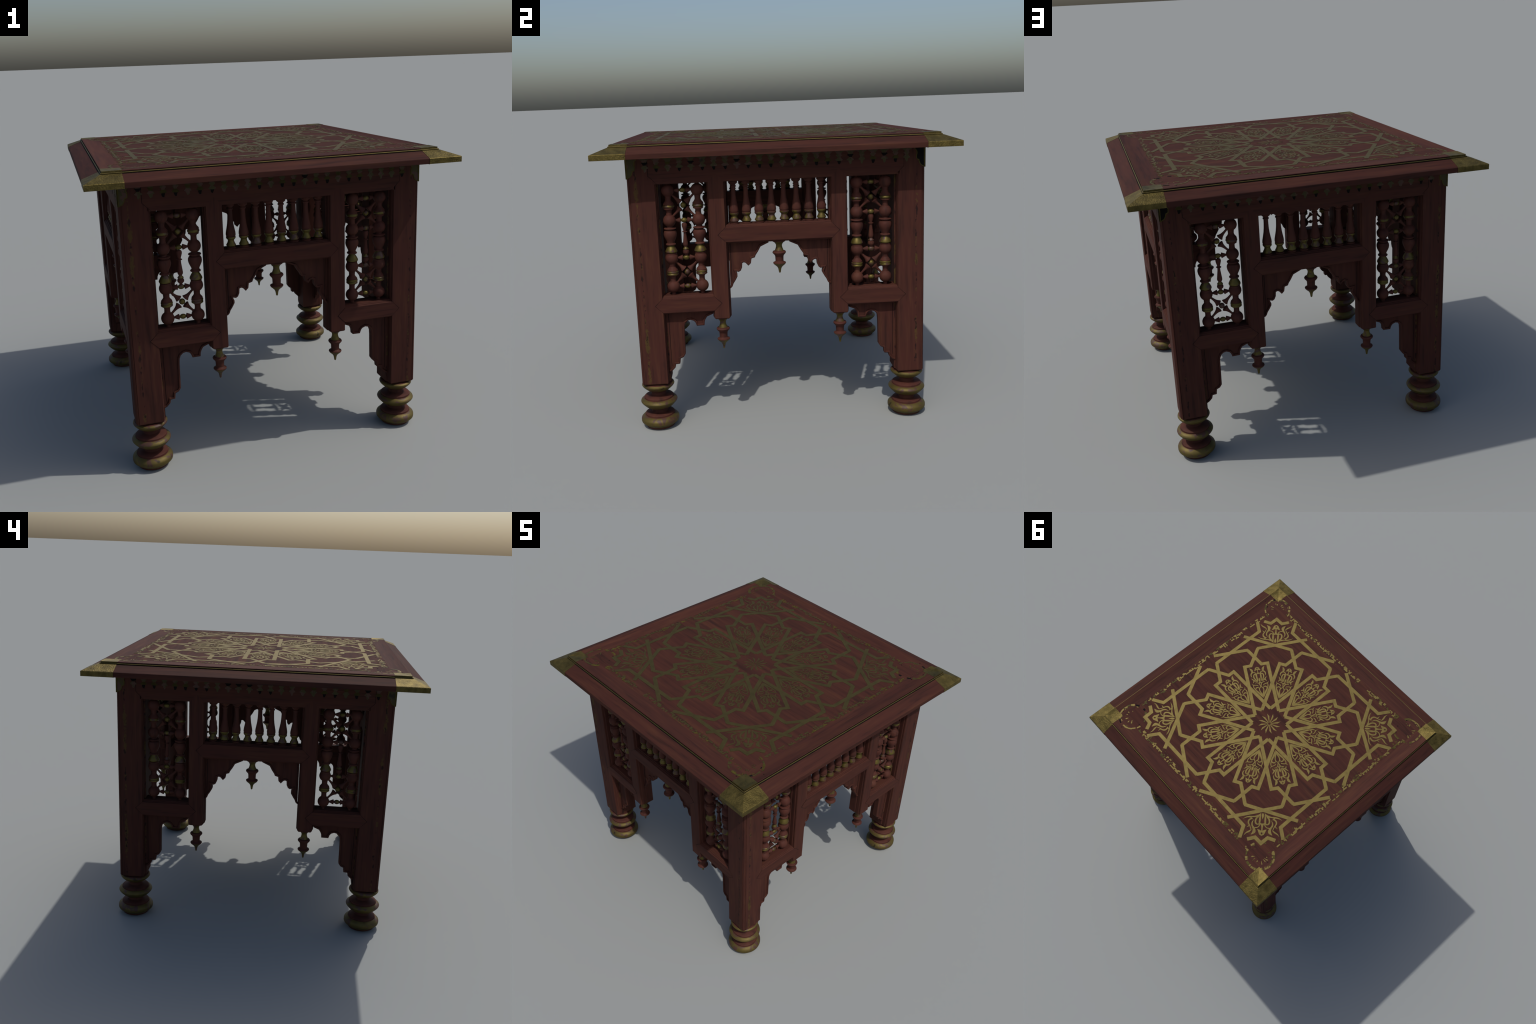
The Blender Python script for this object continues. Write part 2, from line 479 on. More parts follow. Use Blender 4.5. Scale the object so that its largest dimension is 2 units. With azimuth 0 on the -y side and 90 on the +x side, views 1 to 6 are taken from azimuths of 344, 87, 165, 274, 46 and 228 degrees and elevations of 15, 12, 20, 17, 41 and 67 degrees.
# ---- pendant finial
fin = [(0.037, 0.0, G), (0.037, -0.006, W), (0.026, -0.013, G), (0.0185, -0.024, G), (0.0172, -0.034, G), (0.020, -0.046, G), (0.0245, -0.057, G), (0.0255, -0.061, G),
       (0.036, -0.064, W), (0.0395, -0.070, W), (0.0375, -0.076, W), (0.027, -0.087, W), (0.0240, -0.096, W), (0.0232, -0.121, W), (0.026, -0.125, W),
       (0.0365, -0.130, W), (0.0372, -0.134, W), (0.033, -0.141, G), (0.022, -0.150, G), (0.0145, -0.157, G), (0.0095, -0.166, G),
       (0.007, -0.178, G), (0.0058, -0.189, G), (0.002, -0.1935, G)]
FINIAL_ME = lathe_mesh("finial", fin, [M_TURN, M_GILT], 20)

# ---- baluster of the middle opening
bal = [(0.0255, 1.2135, W), (0.0258, 1.220, W), (0.019, 1.2235, W), (0.0262, 1.229, G), (0.0262, 1.234, G), (0.0195, 1.246, G), (0.0168, 1.256, G), (0.0185, 1.262, G),
       (0.0240, 1.267, G), (0.0262, 1.272, G), (0.0262, 1.2775, G), (0.0235, 1.280, W), (0.0258, 1.283, W), (0.0268, 1.289, W), (0.0258, 1.302, W),
       (0.0212, 1.325, W), (0.0172, 1.347, W), (0.0145, 1.372, W), (0.0132, 1.400, W), (0.0130, 1.423, W), (0.0172, 1.4255, W), (0.0176, 1.4315, W),
       (0.0138, 1.4345, W), (0.0150, 1.439, W), (0.0225, 1.4445, W), (0.0255, 1.4485, W), (0.0255, 1.4580, W)]
BAL_ME = lathe_mesh("baluster", [(r, z-1.33, m) for r, z, m in bal], [M_TURN, M_GILT], 20)

# ---- tall lattice spindle
sp = [(0.012, 1.459, W)] + ball(1.4195, 0.0362, 1.4535, 1.3885) + \
     [(0.0168, 1.379, W), (0.0165, 1.367, W), (0.021, 1.357, W), (0.0295, 1.347, W), (0.0312, 1.342, W), (0.0295, 1.338, W), (0.0325, 1.334, G), (0.0332, 1.329, G), (0.0305, 1.3235, G),
      (0.0270, 1.321, W), (0.0292, 1.318, W), (0.0285, 1.314, W), (0.020, 1.310, W), (0.0162, 1.303, W), (0.0162, 1.290, W)] + \
     ball(1.248, 0.0362, 1.2795, 1.2160) + \
     [(0.019, 1.2095, W), (0.033, 1.2065, W), (0.0355, 1.203, W), (0.033, 1.1995, W), (0.0235, 1.1970, W), (0.0245, 1.1935, W), (0.032, 1.1895, W), (0.0365, 1.180, W),
      (0.0375, 1.169, W), (0.0350, 1.156, W), (0.0285, 1.141, W), (0.0225, 1.129, W), (0.0210, 1.120, W), (0.0275, 1.1155, W), (0.0290, 1.112, W), (0.0275, 1.1085, W),
      (0.0180, 1.1060, G), (0.0195, 1.101, G), (0.0265, 1.090, G), (0.0335, 1.076, G), (0.0345, 1.070, G), (0.0325, 1.0655, G), (0.0240, 1.0635, W), (0.0300, 1.0605, W)] + \
     ball(1.031, 0.0362, 1.0520, 0.9995) + \
     [(0.0172, 0.9890, W), (0.0168, 0.981, W), (0.021, 0.973, W), (0.0290, 0.964, W), (0.0305, 0.9595, W), (0.0290, 0.9565, W), (0.0325, 0.953, G), (0.0325, 0.947, G), (0.0295, 0.944, G),
      (0.0322, 0.940, G), (0.0322, 0.934, G), (0.0265, 0.9295, W), (0.0190, 0.925, W), (0.0160, 0.917, W), (0.0160, 0.904, W)] + \
     ball(0.863, 0.0362, 0.8945, 0.8290) + [(0.012, 0.8285, W), (0.012, 0.8140, W)]
SPIN_ME = lathe_mesh("spindle", [(r, z-1.13, (m if isinstance(m, int) else 0)) for r, z, m in sp], [M_TURN, M_GILT], 24)

# ---- small pieces of the lattice
cross = [(0.006, -0.049, W), (0.0068, -0.044, W), (0.0155, -0.0235, W), (0.0155, -0.0205, W), (0.0085, -0.0188, W)] + \
        [(0.0140*math.cos(t), 0.0185*math.sin(t), G) for t in [math.radians(d) for d in (-62, -40, -18, 0, 18, 40, 62)]] + \
        [(0.0085, 0.0188, W), (0.0155, 0.0205, W), (0.0155, 0.0235, W), (0.0068, 0.044, W), (0.006, 0.049, W)]
CROSS_ME = lathe_mesh("cross_bead", cross, [M_TURN, M_GILT], 16)
knob = [(0.002, -0.0168, 0)] + [(0.0168*math.cos(math.radians(d)), 0.0168*math.sin(math.radians(d)), 0) for d in range(-70, 71, 20)] + [(0.002, 0.0168, 0)]
KNOB_ME = lathe_mesh("knob", knob, [M_GILT], 16)
horn = [(0.0110, 0.0215, 0), (0.0195, 0.0245, 0), (0.0190, 0.0275, 0), (0.0148, 0.0345, 0), (0.0108, 0.0430, 0), (0.0083, 0.0530, 0), (0.0066, 0.066, 0), (0.0062, 0.090, 0)]
HORN_ME = lathe_mesh("horn", horn, [M_TURN], 14)
pin = [(0.004, 1.2335, W), (0.0125, 1.2300, W), (0.0158, 1.2220, W), (0.0145, 1.2110, W), (0.0090, 1.1920, W), (0.0078, 1.1845, W), (0.0145, 1.1830, W), (0.0145, 1.1795, W),
       (0.0078, 1.1780, W), (0.0085, 1.1620, W), (0.0118, 1.1350, W), (0.0148, 1.1120, W), (0.0145, 1.1040, W), (0.0090, 1.0945, W), (0.0100, 1.0910, G), (0.0160, 1.0840, G),
       (0.0172, 1.0805, G), (0.0115, 1.0780, W), (0.0170, 1.0730, W), (0.0188, 1.0660, W), (0.0172, 1.0580, W), (0.009, 1.0500, W), (0.007, 1.0420, W)]
PIN_ME = lathe_mesh("pin_spindle", [(r, z-1.14, m) for r, z, m in pin], [M_TURN, M_GILT], 16)

# ---- valance pendants under the top (four slightly different carvings)
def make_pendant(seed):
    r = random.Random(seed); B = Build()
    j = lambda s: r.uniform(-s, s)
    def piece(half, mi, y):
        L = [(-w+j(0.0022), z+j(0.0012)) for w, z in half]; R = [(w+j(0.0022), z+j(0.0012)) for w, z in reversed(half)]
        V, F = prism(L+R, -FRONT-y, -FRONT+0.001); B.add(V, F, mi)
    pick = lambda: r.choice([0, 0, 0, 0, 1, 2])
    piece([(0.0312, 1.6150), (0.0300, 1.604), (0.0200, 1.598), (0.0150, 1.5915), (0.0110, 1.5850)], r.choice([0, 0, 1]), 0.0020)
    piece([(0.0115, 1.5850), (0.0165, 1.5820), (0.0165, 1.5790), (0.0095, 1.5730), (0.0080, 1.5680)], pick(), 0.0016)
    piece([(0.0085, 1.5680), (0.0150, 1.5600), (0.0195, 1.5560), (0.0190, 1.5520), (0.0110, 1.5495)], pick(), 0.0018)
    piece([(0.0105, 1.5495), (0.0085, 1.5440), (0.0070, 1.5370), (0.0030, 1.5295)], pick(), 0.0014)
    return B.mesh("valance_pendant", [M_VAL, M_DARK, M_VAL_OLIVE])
PENDANTS = [make_pendant(s) for s in (3, 11, 23, 31, 47, 59)]

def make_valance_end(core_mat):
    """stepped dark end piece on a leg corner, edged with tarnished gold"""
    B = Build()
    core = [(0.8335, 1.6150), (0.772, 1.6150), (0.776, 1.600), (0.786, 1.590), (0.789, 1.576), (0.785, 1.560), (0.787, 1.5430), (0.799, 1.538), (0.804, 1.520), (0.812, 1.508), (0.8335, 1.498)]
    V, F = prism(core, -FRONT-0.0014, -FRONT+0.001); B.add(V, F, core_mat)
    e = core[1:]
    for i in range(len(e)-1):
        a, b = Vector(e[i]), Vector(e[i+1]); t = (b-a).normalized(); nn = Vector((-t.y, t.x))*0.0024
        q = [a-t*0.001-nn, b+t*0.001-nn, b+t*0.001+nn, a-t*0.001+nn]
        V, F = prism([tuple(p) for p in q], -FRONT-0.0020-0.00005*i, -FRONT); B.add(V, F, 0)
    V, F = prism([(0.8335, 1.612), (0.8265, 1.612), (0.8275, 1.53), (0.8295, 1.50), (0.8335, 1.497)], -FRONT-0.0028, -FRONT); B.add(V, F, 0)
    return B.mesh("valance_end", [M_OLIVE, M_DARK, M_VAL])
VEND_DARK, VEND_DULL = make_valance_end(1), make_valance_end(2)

ROWS = (1.4195, 1.248, 1.031, 0.863)
LAT_X, LAT_D = 0.5345, 0.083
for side in range(4):
    S = empty("lattice_side", table)
    S.rotation_euler = (0, 0, side*math.pi/2)
    place("top_rail", TOP_ME, S)
    place("middle_rail", MIDR_ME, S)
    for s in (-1, 1):
        place("post", POST_ME, S, (s*POST_X, 0, 0))
        place("lower_rail", LOWR_ME, S, (s*LOW_X, 0, 0))
        mir = (-s, 1, 1)
        place("arch_bracket", ARCH_ME, S, scale=mir)
        place("flank_bracket", FLANK_ME, S, scale=mir)
        place("finial", FINIAL_ME, S, (s*POST_X, -MID, 0.6655), (0, 0, rnd.uniform(0, 6)))
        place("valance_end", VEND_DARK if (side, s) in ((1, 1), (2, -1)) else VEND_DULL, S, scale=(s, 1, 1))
        for q in (-1, 1):
            place("spindle", SPIN_ME, S, (s*LAT_X+q*LAT_D, -MID, 1.13), (0, 0, rnd.uniform(0, 6)))
        for z in ROWS:
            place("cross_bead", CROSS_ME, S, (s*LAT_X, -MID, z), (0, math.pi/2, 0))
        for z in ((ROWS[0]+ROWS[1])/2, (ROWS[2]+ROWS[3])/2):
            place("knob", KNOB_ME, S, (s*LAT_X, -MID, z), (0, 0, rnd.uniform(0, 6)))
            for k in range(4):
                place("horn", HORN_ME, S, (s*LAT_X, -MID, z), (0, math.radians(45+90*k), 0))
        place("pin_spindle", PIN_ME, S, (s*LAT_X, -MID, 1.14), (0, 0, rnd.uniform(0, 6)))
    place("finial", FINIAL_ME, S, (0, -MID, 1.1065))
    for k in range(8):
        place("baluster", BAL_ME, S, ((k-3.5)*0.0713, -MID, 1.33), (0, 0, rnd.uniform(0, 6)))
    for k in range(24):
        place("valance_pendant", PENDANTS[rnd.randrange(6)], S, ((k-11.5)*0.0635, 0, rnd.uniform(-0.0001, 0)), scale=(rnd.choice((-1, 1)), 1, 1))

# ---------------------------------------------------------------- table top
Z_LOW, Z_EDGE, Z_FOOT, Z_RIM, Z_FIELD = 1.6150, 1.6445, 1.6760, 1.6912, 1.6902
R_OUT, R_FOOT, R_RIM, R_DISH = 0.9985, 0.914, 0.9045, 0.800

def edge_board():
    """one mitred board of the rim (at -y), running along x"""
    sec = [(0.70, Z_LOW), (R_OUT-0.001, Z_LOW), (R_OUT, Z_LOW+0.001), (R_OUT, Z_EDGE-0.003), (R_OUT-0.001, Z_EDGE-0.0008), (R_OUT-0.004, Z_EDGE+0.001),
           (R_FOOT+0.006, Z_FOOT-0.0025), (R_FOOT+0.003, Z_FOOT-0.0015), (R_RIM-0.004, Z_FOOT-0.001), (0.70, Z_FOOT-0.001)]
    n = len(sec)
    V = [(-d, -d, z) for d, z in sec] + [(d, -d, z) for d, z in sec]
    F = [tuple(range(n)), tuple(range(n, 2*n))] + [(i, (i+1) % n, n+(i+1) % n, n+i) for i in range(n)]
    return mesh_from("edge_board", V, F, [M_EDGE])
EDGE_ME = edge_board()
top = empty("tabletop", table)
for k in range(4):
    place("edge_board", EDGE_ME, top, rot=(0, 0, k*math.pi/2))
V, F = prism([(-0.702, -0.702), (0.702, -0.702), (0.702, 0.702), (-0.702, 0.702)], Z_LOW+0.001, Z_FOOT-0.002, 'z')
place("core_board", mesh_from("core_board", V, F, [M_WY]), top)

def height(x, y):
    """upper surface of the dished panel"""
    r = max(abs(x), abs(y))
    if r <= R_DISH: return Z_FIELD
    t = min(1.0, (r-R_DISH)/(R_RIM-0.006-R_DISH))
    return Z_FIELD + (Z_RIM-Z_FIELD)*(0.25*t + 0.75*t*t)

def panel_mesh():
    rs = [0.0, R_DISH-0.003, R_DISH-0.0015, R_DISH] + [R_DISH+(R_RIM-0.006-R_DISH)*i/8 for i in range(1, 9)] + [R_RIM-0.0015, R_RIM, R_RIM, R_RIM-0.003]
    zz = [Z_FIELD, Z_FIELD, Z_FIELD-0.0006, Z_FIELD] + [height(r, 0) for r in rs[4:12]] + [Z_RIM-0.0004, Z_RIM-0.002, 1.6855, Z_FOOT-0.002]
    V, F = [], []
    for r, z in zip(rs[1:], zz[1:]):
        V += [(-r, -r, z), (r, -r, z), (r, r, z), (-r, r, z)]
    F.append((0, 1, 2, 3))
    for i in range(len(rs)-2):
        F += [(i*4+k, i*4+(k+1) % 4, i*4+4+(k+1) % 4, i*4+4+k) for k in range(4)]
    me = mesh_from("inlay_panel", V, F, [M_PANEL, M_BAND_Y, M_BAND_X])
    for p in me.polygons:
        c = p.center
        if max(abs(c.x), abs(c.y)) < R_DISH-0.01 and len(p.vertices) == 4 and p.area > 1: p.material_index = 0
        else: p.material_index = 1 if abs(c.x) > abs(c.y) else 2
    return me
place("inlay_panel", panel_mesh(), top)

# brass bead round the foot of the panel, with a black ring behind it
def square_ring(name, sec, mats):
    n = len(sec); V = []
    for sx, sy in ((-1, -1), (1, -1), (1, 1), (-1, 1)):
        V += [(sx*d, sy*d, z) for d, z in sec]
    F = []
    for k in range(4):
        k2 = (k+1) % 4
        F += [(k*n+i, k*n+(i+1) % n, k2*n+(i+1) % n, k2*n+i) for i in range(n)]
    return mesh_from(name, V, F, mats)
bead = [(0.9085+0.0032*math.cos(t*TAU/10), 1.6802+0.0032*math.sin(t*TAU/10)) for t in range(10)]
place("bead_trim", square_ring("bead_trim", bead, [M_INLAY]), top)
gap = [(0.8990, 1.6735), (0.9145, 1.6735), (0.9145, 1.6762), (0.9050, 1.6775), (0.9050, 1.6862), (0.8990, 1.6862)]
place("black_ring", square_ring("black_ring", gap, [M_DARK]), top)

# ---- brass corner plates
def corner_plate():
    B = Build(); t = 0.0015
    c = 0.808
    # section over the rim; d = distance of the layer from the centre
    sec = [(0.90, Z_LOW-0.0004), (R_OUT+t, Z_LOW-0.0004), (R_OUT+t, Z_EDGE-0.0015), (R_OUT-0.0015, Z_EDGE+0.0016), (R_FOOT+0.0015, Z_FOOT+0.0006), (R_FOOT-0.001, Z_FOOT+0.0008)]
    for side in (0, 1):
        V = []
        for d, z in sec:
            a, b = (c, d), (d, d)
            V += [(a[0], a[1], z), (b[0], b[1], z)] if side == 0 else [(b[0], b[1], z), (a[1], a[0], z)]
        F = [(2*i, 2*i+1, 2*i+3, 2*i+2) for i in range(len(sec)-1)]
        B.add(V, F)
        # cut end of the plate, its thickness
        E = [(d, z) for d, z in sec]; E2 = [(d-0.003, z-0.002) for d, z in sec]
        m = len(E)
        V = [((c, d, z) if side == 0 else (d, c, z)) for d, z in E] + [((c, d, z) if side == 0 else (d, c, z)) for d, z in E2]
        B.add(V, [(i, i+1, m+i+1, m+i) for i in range(m-1)])
    # cap on the dished panel, following its surface
    lo, hi, g = 0.806, R_RIM+0.0010, 10
    V, F = [], []
    def cap(x, y): return height(min(x, R_RIM-0.006), min(y, R_RIM-0.006)) + 0.0009
    for i in range(g+1):
        for j in range(g+1):
            x = lo+(hi-lo)*i/g; y = lo+(hi-lo)*j/g
            V.append((x, y, cap(x, y)))
    F = [(i*(g+1)+j, (i+1)*(g+1)+j, (i+1)*(g+1)+j+1, i*(g+1)+j+1) for i in range(g) for j in range(g)]
    n = len(V)
    ring = [(i, 0) for i in range(g+1)] + [(g, j) for j in range(1, g+1)] + [(i, g) for i in range(g-1, -1, -1)] + [(0, j) for j in range(g-1, 0, -1)]
    for k, (i, j) in enumerate(ring):
        x, y, z = V[i*(g+1)+j]; V.append((x, y, z-0.004 if (i < g and j < g) else 1.6845))
    m = len(ring)
    F += [(ring[k][0]*(g+1)+ring[k][1], ring[(k+1) % m][0]*(g+1)+ring[(k+1) % m][1], n+(k+1) % m, n+k) for k in range(m)]
    B.add(V, F, 1)
    return B.mesh("corner_plate", [M_BRASS, M_CAP])
CORNER_ME = corner_plate()
for k in range(4):
    place("corner_plate", CORNER_ME, top, rot=(0, 0, k*math.pi/2))

# ---------------------------------------------------------------- inlay
inlay = empty("star_inlay", table)
TH = 0.0006
ZI = Z_FIELD + 0.0004
HW = 0.0134              # half width of a strap

class Inlay(Build):
    lift = 0
    def poly(self, pts, mi=0, top=None):
        self.lift += 1
        z = (TH if top is None else top) + 0.000012*(self.lift % 40)
        V, F = prism(pts, -0.0008, z, 'z'); self.add(V, F, mi)
    def strap(self, pts, hw=HW, ext0=0.0, ext1=0.0, mi=0):
        """mitred flat band through points"""
        P = [Vector(p) for p in pts]
        P[0] = P[0] - (P[1]-P[0]).normalized()*ext0
        P[-1] = P[-1] + (P[-1]-P[-2]).normalized()*ext1
        L, R = [], []
        for i, p in enumerate(P):
            t0 = (p-P[i-1]).normalized() if i else (P[1]-p).normalized()
            t1 = (P[i+1]-p).normalized() if i < len(P)-1 else t0
            n0 = Vector((-t0.y, t0.x)); n1 = Vector((-t1.y, t1.x)); m = (n0+n1).normalized()
            k = hw/max(0.3, m.dot(n0))
            L.append(p+m*k); R.append(p-m*k)
        self.lift += 1
        z = TH + 0.000012*(self.lift % 40)
        n = len(P)
        V = [(q.x, q.y, z) for q in L+R] + [(q.x, q.y, -0.0008) for q in L+R]
        F = [(i, i+1, n+i+1, n+i) for i in range(n-1)] + [(2*n+i, 2*n+i+1, i+1, i) for i in range(n-1)] + \
            [(3*n+i, 3*n+i+1, n+i+1, n+i) for i in range(n-1)] + [(0, n, 3*n, 2*n), (n-1, 2*n-1, 4*n-1, 3*n-1)]
        self.add(V, F, mi)
    def stroke(self, pts, mi=0, n=5):
        """brush-like stroke: control points (x, y, half width)"""
        S = spline(pts, n); L, R = [], []
        for i, (x, y, w) in enumerate(S):
            a = S[max(0, i-1)]; b = S[min(len(S)-1, i+1)]
            t = Vector((b[0]-a[0], b[1]-a[1])); t = t.normalized() if t.length > 0 else Vector((1, 0))
            w = max(0.0002, w*1.12)
            L.append((x-t.y*w, y+t.x*w)); R.append((x+t.y*w, y-t.x*w))
        self.lift += 1
        z = TH + 0.000012*(self.lift % 40)
        m = len(S)
        V = [(p[0], p[1], z) for p in L+R] + [(p[0], p[1], -0.0006) for p in L+R]
        F = [(i, i+1, m+i+1, m+i) for i in range(m-1)] + [(2*m+i, 2*m+i+1, i+1, i) for i in range(m-1)] + \
            [(3*m+i, 3*m+i+1, m+i+1, m+i) for i in range(m-1)] + [(0, m, 3*m, 2*m), (m-1, 2*m-1, 4*m-1, 3*m-1)]
        self.add(V, F, mi)

# twelve-fold rosette; measures along and across one petal axis
SIDE, R_V, TIP, SH = 0.0937, 0.1325, 0.613, 0.5375
CN, VX = (SH, 0.0436), (TIP+(TIP-SH), 0.0436)
b = Inlay()
for s in (-1, 1):
    # long side running parallel to the axis, from the central star to the shoulder, then to tip and outer cell
    b.strap([(R_V/math.sqrt(2), s*SIDE), (SH, s*SIDE), (CN[0], s*CN[1]), (TIP, 0), (VX[0], -s*VX[1])])
STRAP_ME = b.mesh("rosette_strap", [M_INLAY])

for k in range(12):
    place("rosette_strap", STRAP_ME, inlay, (0, 0, ZI+0.00003*(k % 6)), (0, 0, k*TAU/12))

# outer bands, perpendicular to each petal axis, and the four corner stars
b = Inlay()
XO = VX[0]
for k in range(12):
    ca, sa = math.cos(k*TAU/12), math.sin(k*TAU/12)
    pt = lambda r, t: (r*ca-t*sa, r*sa+t*ca)
    for s in (-1, 1):
        if k % 3 == 0:      # petals that face the middle of an edge: straight into the corner star
            e = Vector((XO, s*0.497)); f = Vector((XO+0.079, s*0.545))
            b.strap([pt(XO, s*VX[1]), pt(*e), pt(*f)], ext0=0.006, ext1=0.002)
        else:
            corner = (k % 3 == 1) == (s > 0)
            b.strap([pt(XO, s*VX[1]), pt(XO, s*(0.452 if corner else 0.318))], ext0=0.006)
for q in range(4):
    rot = Matrix.Rotation(q*TAU/4, 2)
    S = [(0.592, 0.737), (0.620, 0.685), (0.683, 0.683), (0.685, 0.620), (0.737, 0.592)]
    b.strap([tuple(rot @ Vector(p)) for p in S])
place("outer_strapwork", b.mesh("outer_strapwork", [M_INLAY]), inlay, (0, 0, ZI+0.0003))

# small pinwheel in the middle
b = Inlay()
for k in range(12):
    a = k*TAU/12
    P = lambda r, d: (r*math.cos(a+d), r*math.sin(a+d))
    b.poly([P(0.010, 0.12), P(0.0885, 0.0), P(0.063, -0.20), P(0.010, -0.25)])
place("pinwheel", b.mesh("pinwheel", [M_INLAY]), inlay, (0, 0, ZI))

# arabesque that fills a petal; along the axis, across it, half width
PETAL = [
    [(0.4948, 0.0, 0.0031), (0.4734, 0.0, 0.0028), (0.4518, 0.0, 0.0083)],
    [(0.5161, 0.0615, 0.0002), (0.4962, 0.0465, 0.0078), (0.4763, 0.0440, 0.0058), (0.4605, 0.0560, 0.0046), (0.4421, 0.0580, 0.0032), (0.4279, 0.0515, 0.0004)],
    [(0.4711, 0.0460, 0.0030), (0.4719, 0.0310, 0.0032), (0.4633, 0.0200, 0.0035), (0.4507, 0.0110, 0.0041)],
    [(0.3834, 0.0125, 0.0007), (0.4005, 0.0278, 0.0041), (0.4222, 0.0385, 0.0046), (0.4401, 0.0390, 0.0044), (0.4526, 0.0312, 0.0038),
     (0.4479, 0.0188, 0.0055), (0.4289, 0.0176, 0.0055), (0.4078, 0.0160, 0.0046), (0.3892, 0.0136, 0.0018)],
    [(0.3816, 0.0160, 0.0011), (0.3911, 0.0332, 0.0033), (0.4026, 0.0467, 0.0046), (0.4138, 0.0560, 0.0026), (0.4221, 0.0640, 0.0002)],
    [(0.3961, 0.0435, 0.0042), (0.3840, 0.0502, 0.0033), (0.3735, 0.0528, 0.0003)],
    [(0.3672, 0.0112, 0.0024), (0.3729, 0.0216, 0.0028), (0.3760, 0.0316, 0.0026), (0.3711, 0.0412, 0.0004)],
    [(0.3768, 0.0, 0.0037), (0.3691, 0.0078, 0.0040), (0.3553, 0.0063, 0.0031), (0.3400, 0.0008, 0.0026)],
    [(0.3395, 0.0195, 0.0004), (0.3500, 0.0255, 0.0031), (0.3566, 0.0450, 0.0031), (0.3578, 0.0565, 0.0033), (0.3728, 0.0690, 0.0002)],
    [(0.3578, 0.0565, 0.0020), (0.3375, 0.0572, 0.0033), (0.3157, 0.0483, 0.0037), (0.2968, 0.0373, 0.0055), (0.2763, 0.0230, 0.0064), (0.2557, 0.0098, 0.0064), (0.2317, 0.0010, 0.0003)],
    [(0.3443, 0.0022, 0.0018), (0.3297, 0.0062, 0.0029), (0.3204, 0.0145, 0.0035), (0.3058, 0.0167, 0.0037), (0.2878, 0.0127, 0.0040), (0.2684, 0.0050, 0.0037), (0.2453, 0.0030, 0.0028)],
    [(0.3237, 0.0158, 0.0023), (0.3322, 0.0280, 0.0040), (0.3282, 0.0394, 0.0042), (0.3151, 0.0452, 0.0023)]]
PETAL_BELL = [(0.5189, 0.0), (0.5112, 0.0155), (0.4995, 0.0195), (0.4819, 0.0265), (0.4860, 0.0150), (0.4929, 0.0), (0.4990, 0.0), (0.5010, 0.0048), (0.5070, 0.0050), (0.5118, 0.0)]
CORNER = [
    [(0.8747, 0.0, 0.0042), (0.8448, 0.0, 0.0046), (0.8150, 0.0, 0.0119)],
    [(0.9042, 0.0784, 0.0002), (0.8817, 0.0576, 0.0101), (0.8581, 0.0589, 0.0073), (0.8317, 0.0733, 0.0051), (0.8094, 0.0741, 0.0037), (0.7870, 0.0629, 0.0004)],
    [(0.8505, 0.0551, 0.0031), (0.8463, 0.0344, 0.0031), (0.8324, 0.0216, 0.0035), (0.8108, 0.0135, 0.0046)],
    [(0.7396, 0.0150, 0.0009), (0.7668, 0.0192, 0.0046), (0.7914, 0.0198, 0.0064), (0.8151, 0.0226, 0.0046), (0.8231, 0.0337, 0.0040), (0.8165, 0.0466, 0.0051),
     (0.7994, 0.0513, 0.0051), (0.7781, 0.0456, 0.0055), (0.7638, 0.0308, 0.0037)],
    [(0.7357, 0.0127, 0.0007), (0.7564, 0.0313, 0.0064), (0.7650, 0.0641, 0.0040), (0.7670, 0.0952, 0.0046), (0.7726, 0.1199, 0.0033), (0.7864, 0.1442, 0.0002)],
    [(0.7850, 0.0703, 0.0006), (0.7828, 0.0839, 0.0046), (0.7961, 0.0999, 0.0051), (0.8159, 0.1014, 0.0044), (0.8375, 0.0893, 0.0031), (0.8570, 0.0816, 0.0024), (0.8680, 0.0793, 0.0018)],
    [(0.8654, 0.0763, 0.0018), (0.8801, 0.0934, 0.0051), (0.8925, 0.1137, 0.0037), (0.9127, 0.1299, 0.0002)],
    [(0.8292, 0.0950, 0.0028), (0.8420, 0.1017, 0.0024), (0.8494, 0.1143, 0.0002)],
    [(0.7836, 0.0756, 0.0028), (0.7696, 0.0888, 0.0040)]]
CORNER_BELL = [(0.9101, 0.0), (0.9007, 0.0176), (0.8811, 0.0251), (0.8587, 0.0348), (0.8633, 0.0188), (0.8738, 0.0), (0.8830, 0.0), (0.8860, 0.0062), (0.8930, 0.0060), (0.8996, 0.0)]

def arabesque(name, strokes, bell, drop):
    b = Inlay()
    for s in (-1, 1):
        for st in strokes: b.stroke([(x, s*y, w) for x, y, w in st])
        b.poly([(x, s*y) for x, y in bell])
    b.stroke(drop)
    return b.mesh(name, [M_INLAY])
PET_ME = arabesque("petal_arabesque", PETAL, PETAL_BELL, [(0.4175, 0, 0.0002), (0.4037, 0, 0.0065), (0.3897, 0, 0.0055), (0.3790, 0, 0.0018)])
COR_ME = arabesque("corner_arabesque", CORNER, CORNER_BELL, [(0.7828, 0, 0.0002), (0.7656, 0, 0.0055), (0.7484, 0, 0.0077), (0.7362, 0, 0.0028)])
for k in range(12):
    place("petal_arabesque", PET_ME, inlay, (0, 0, ZI), (0, 0, k*TAU/12))
for k in range(4):
    place("corner_arabesque", COR_ME, inlay, (0, 0, ZI), (0, 0, math.pi/4+k*TAU/4))

# ---- worn border: broken blocky fretwork along each edge, and the rubbed corner medallions
class Worn(Inlay):
    def chip(self, pts, mi):
        """small inlay chip that lies on the dished panel"""
        self.lift += 1
        d = 0.0008 + 0.00001*(self.lift % 60)
        n = len(pts)
        V = [(x, y, height(x, y)+d) for x, y in pts] + [(x, y, height(x, y)-0.002) for x, y in pts]
        F = [tuple(range(n)), tuple(range(n, 2*n))] + [(i, (i+1) % n, n+(i+1) % n, n+i) for i in range(n)]
        self.add(V, F, mi)

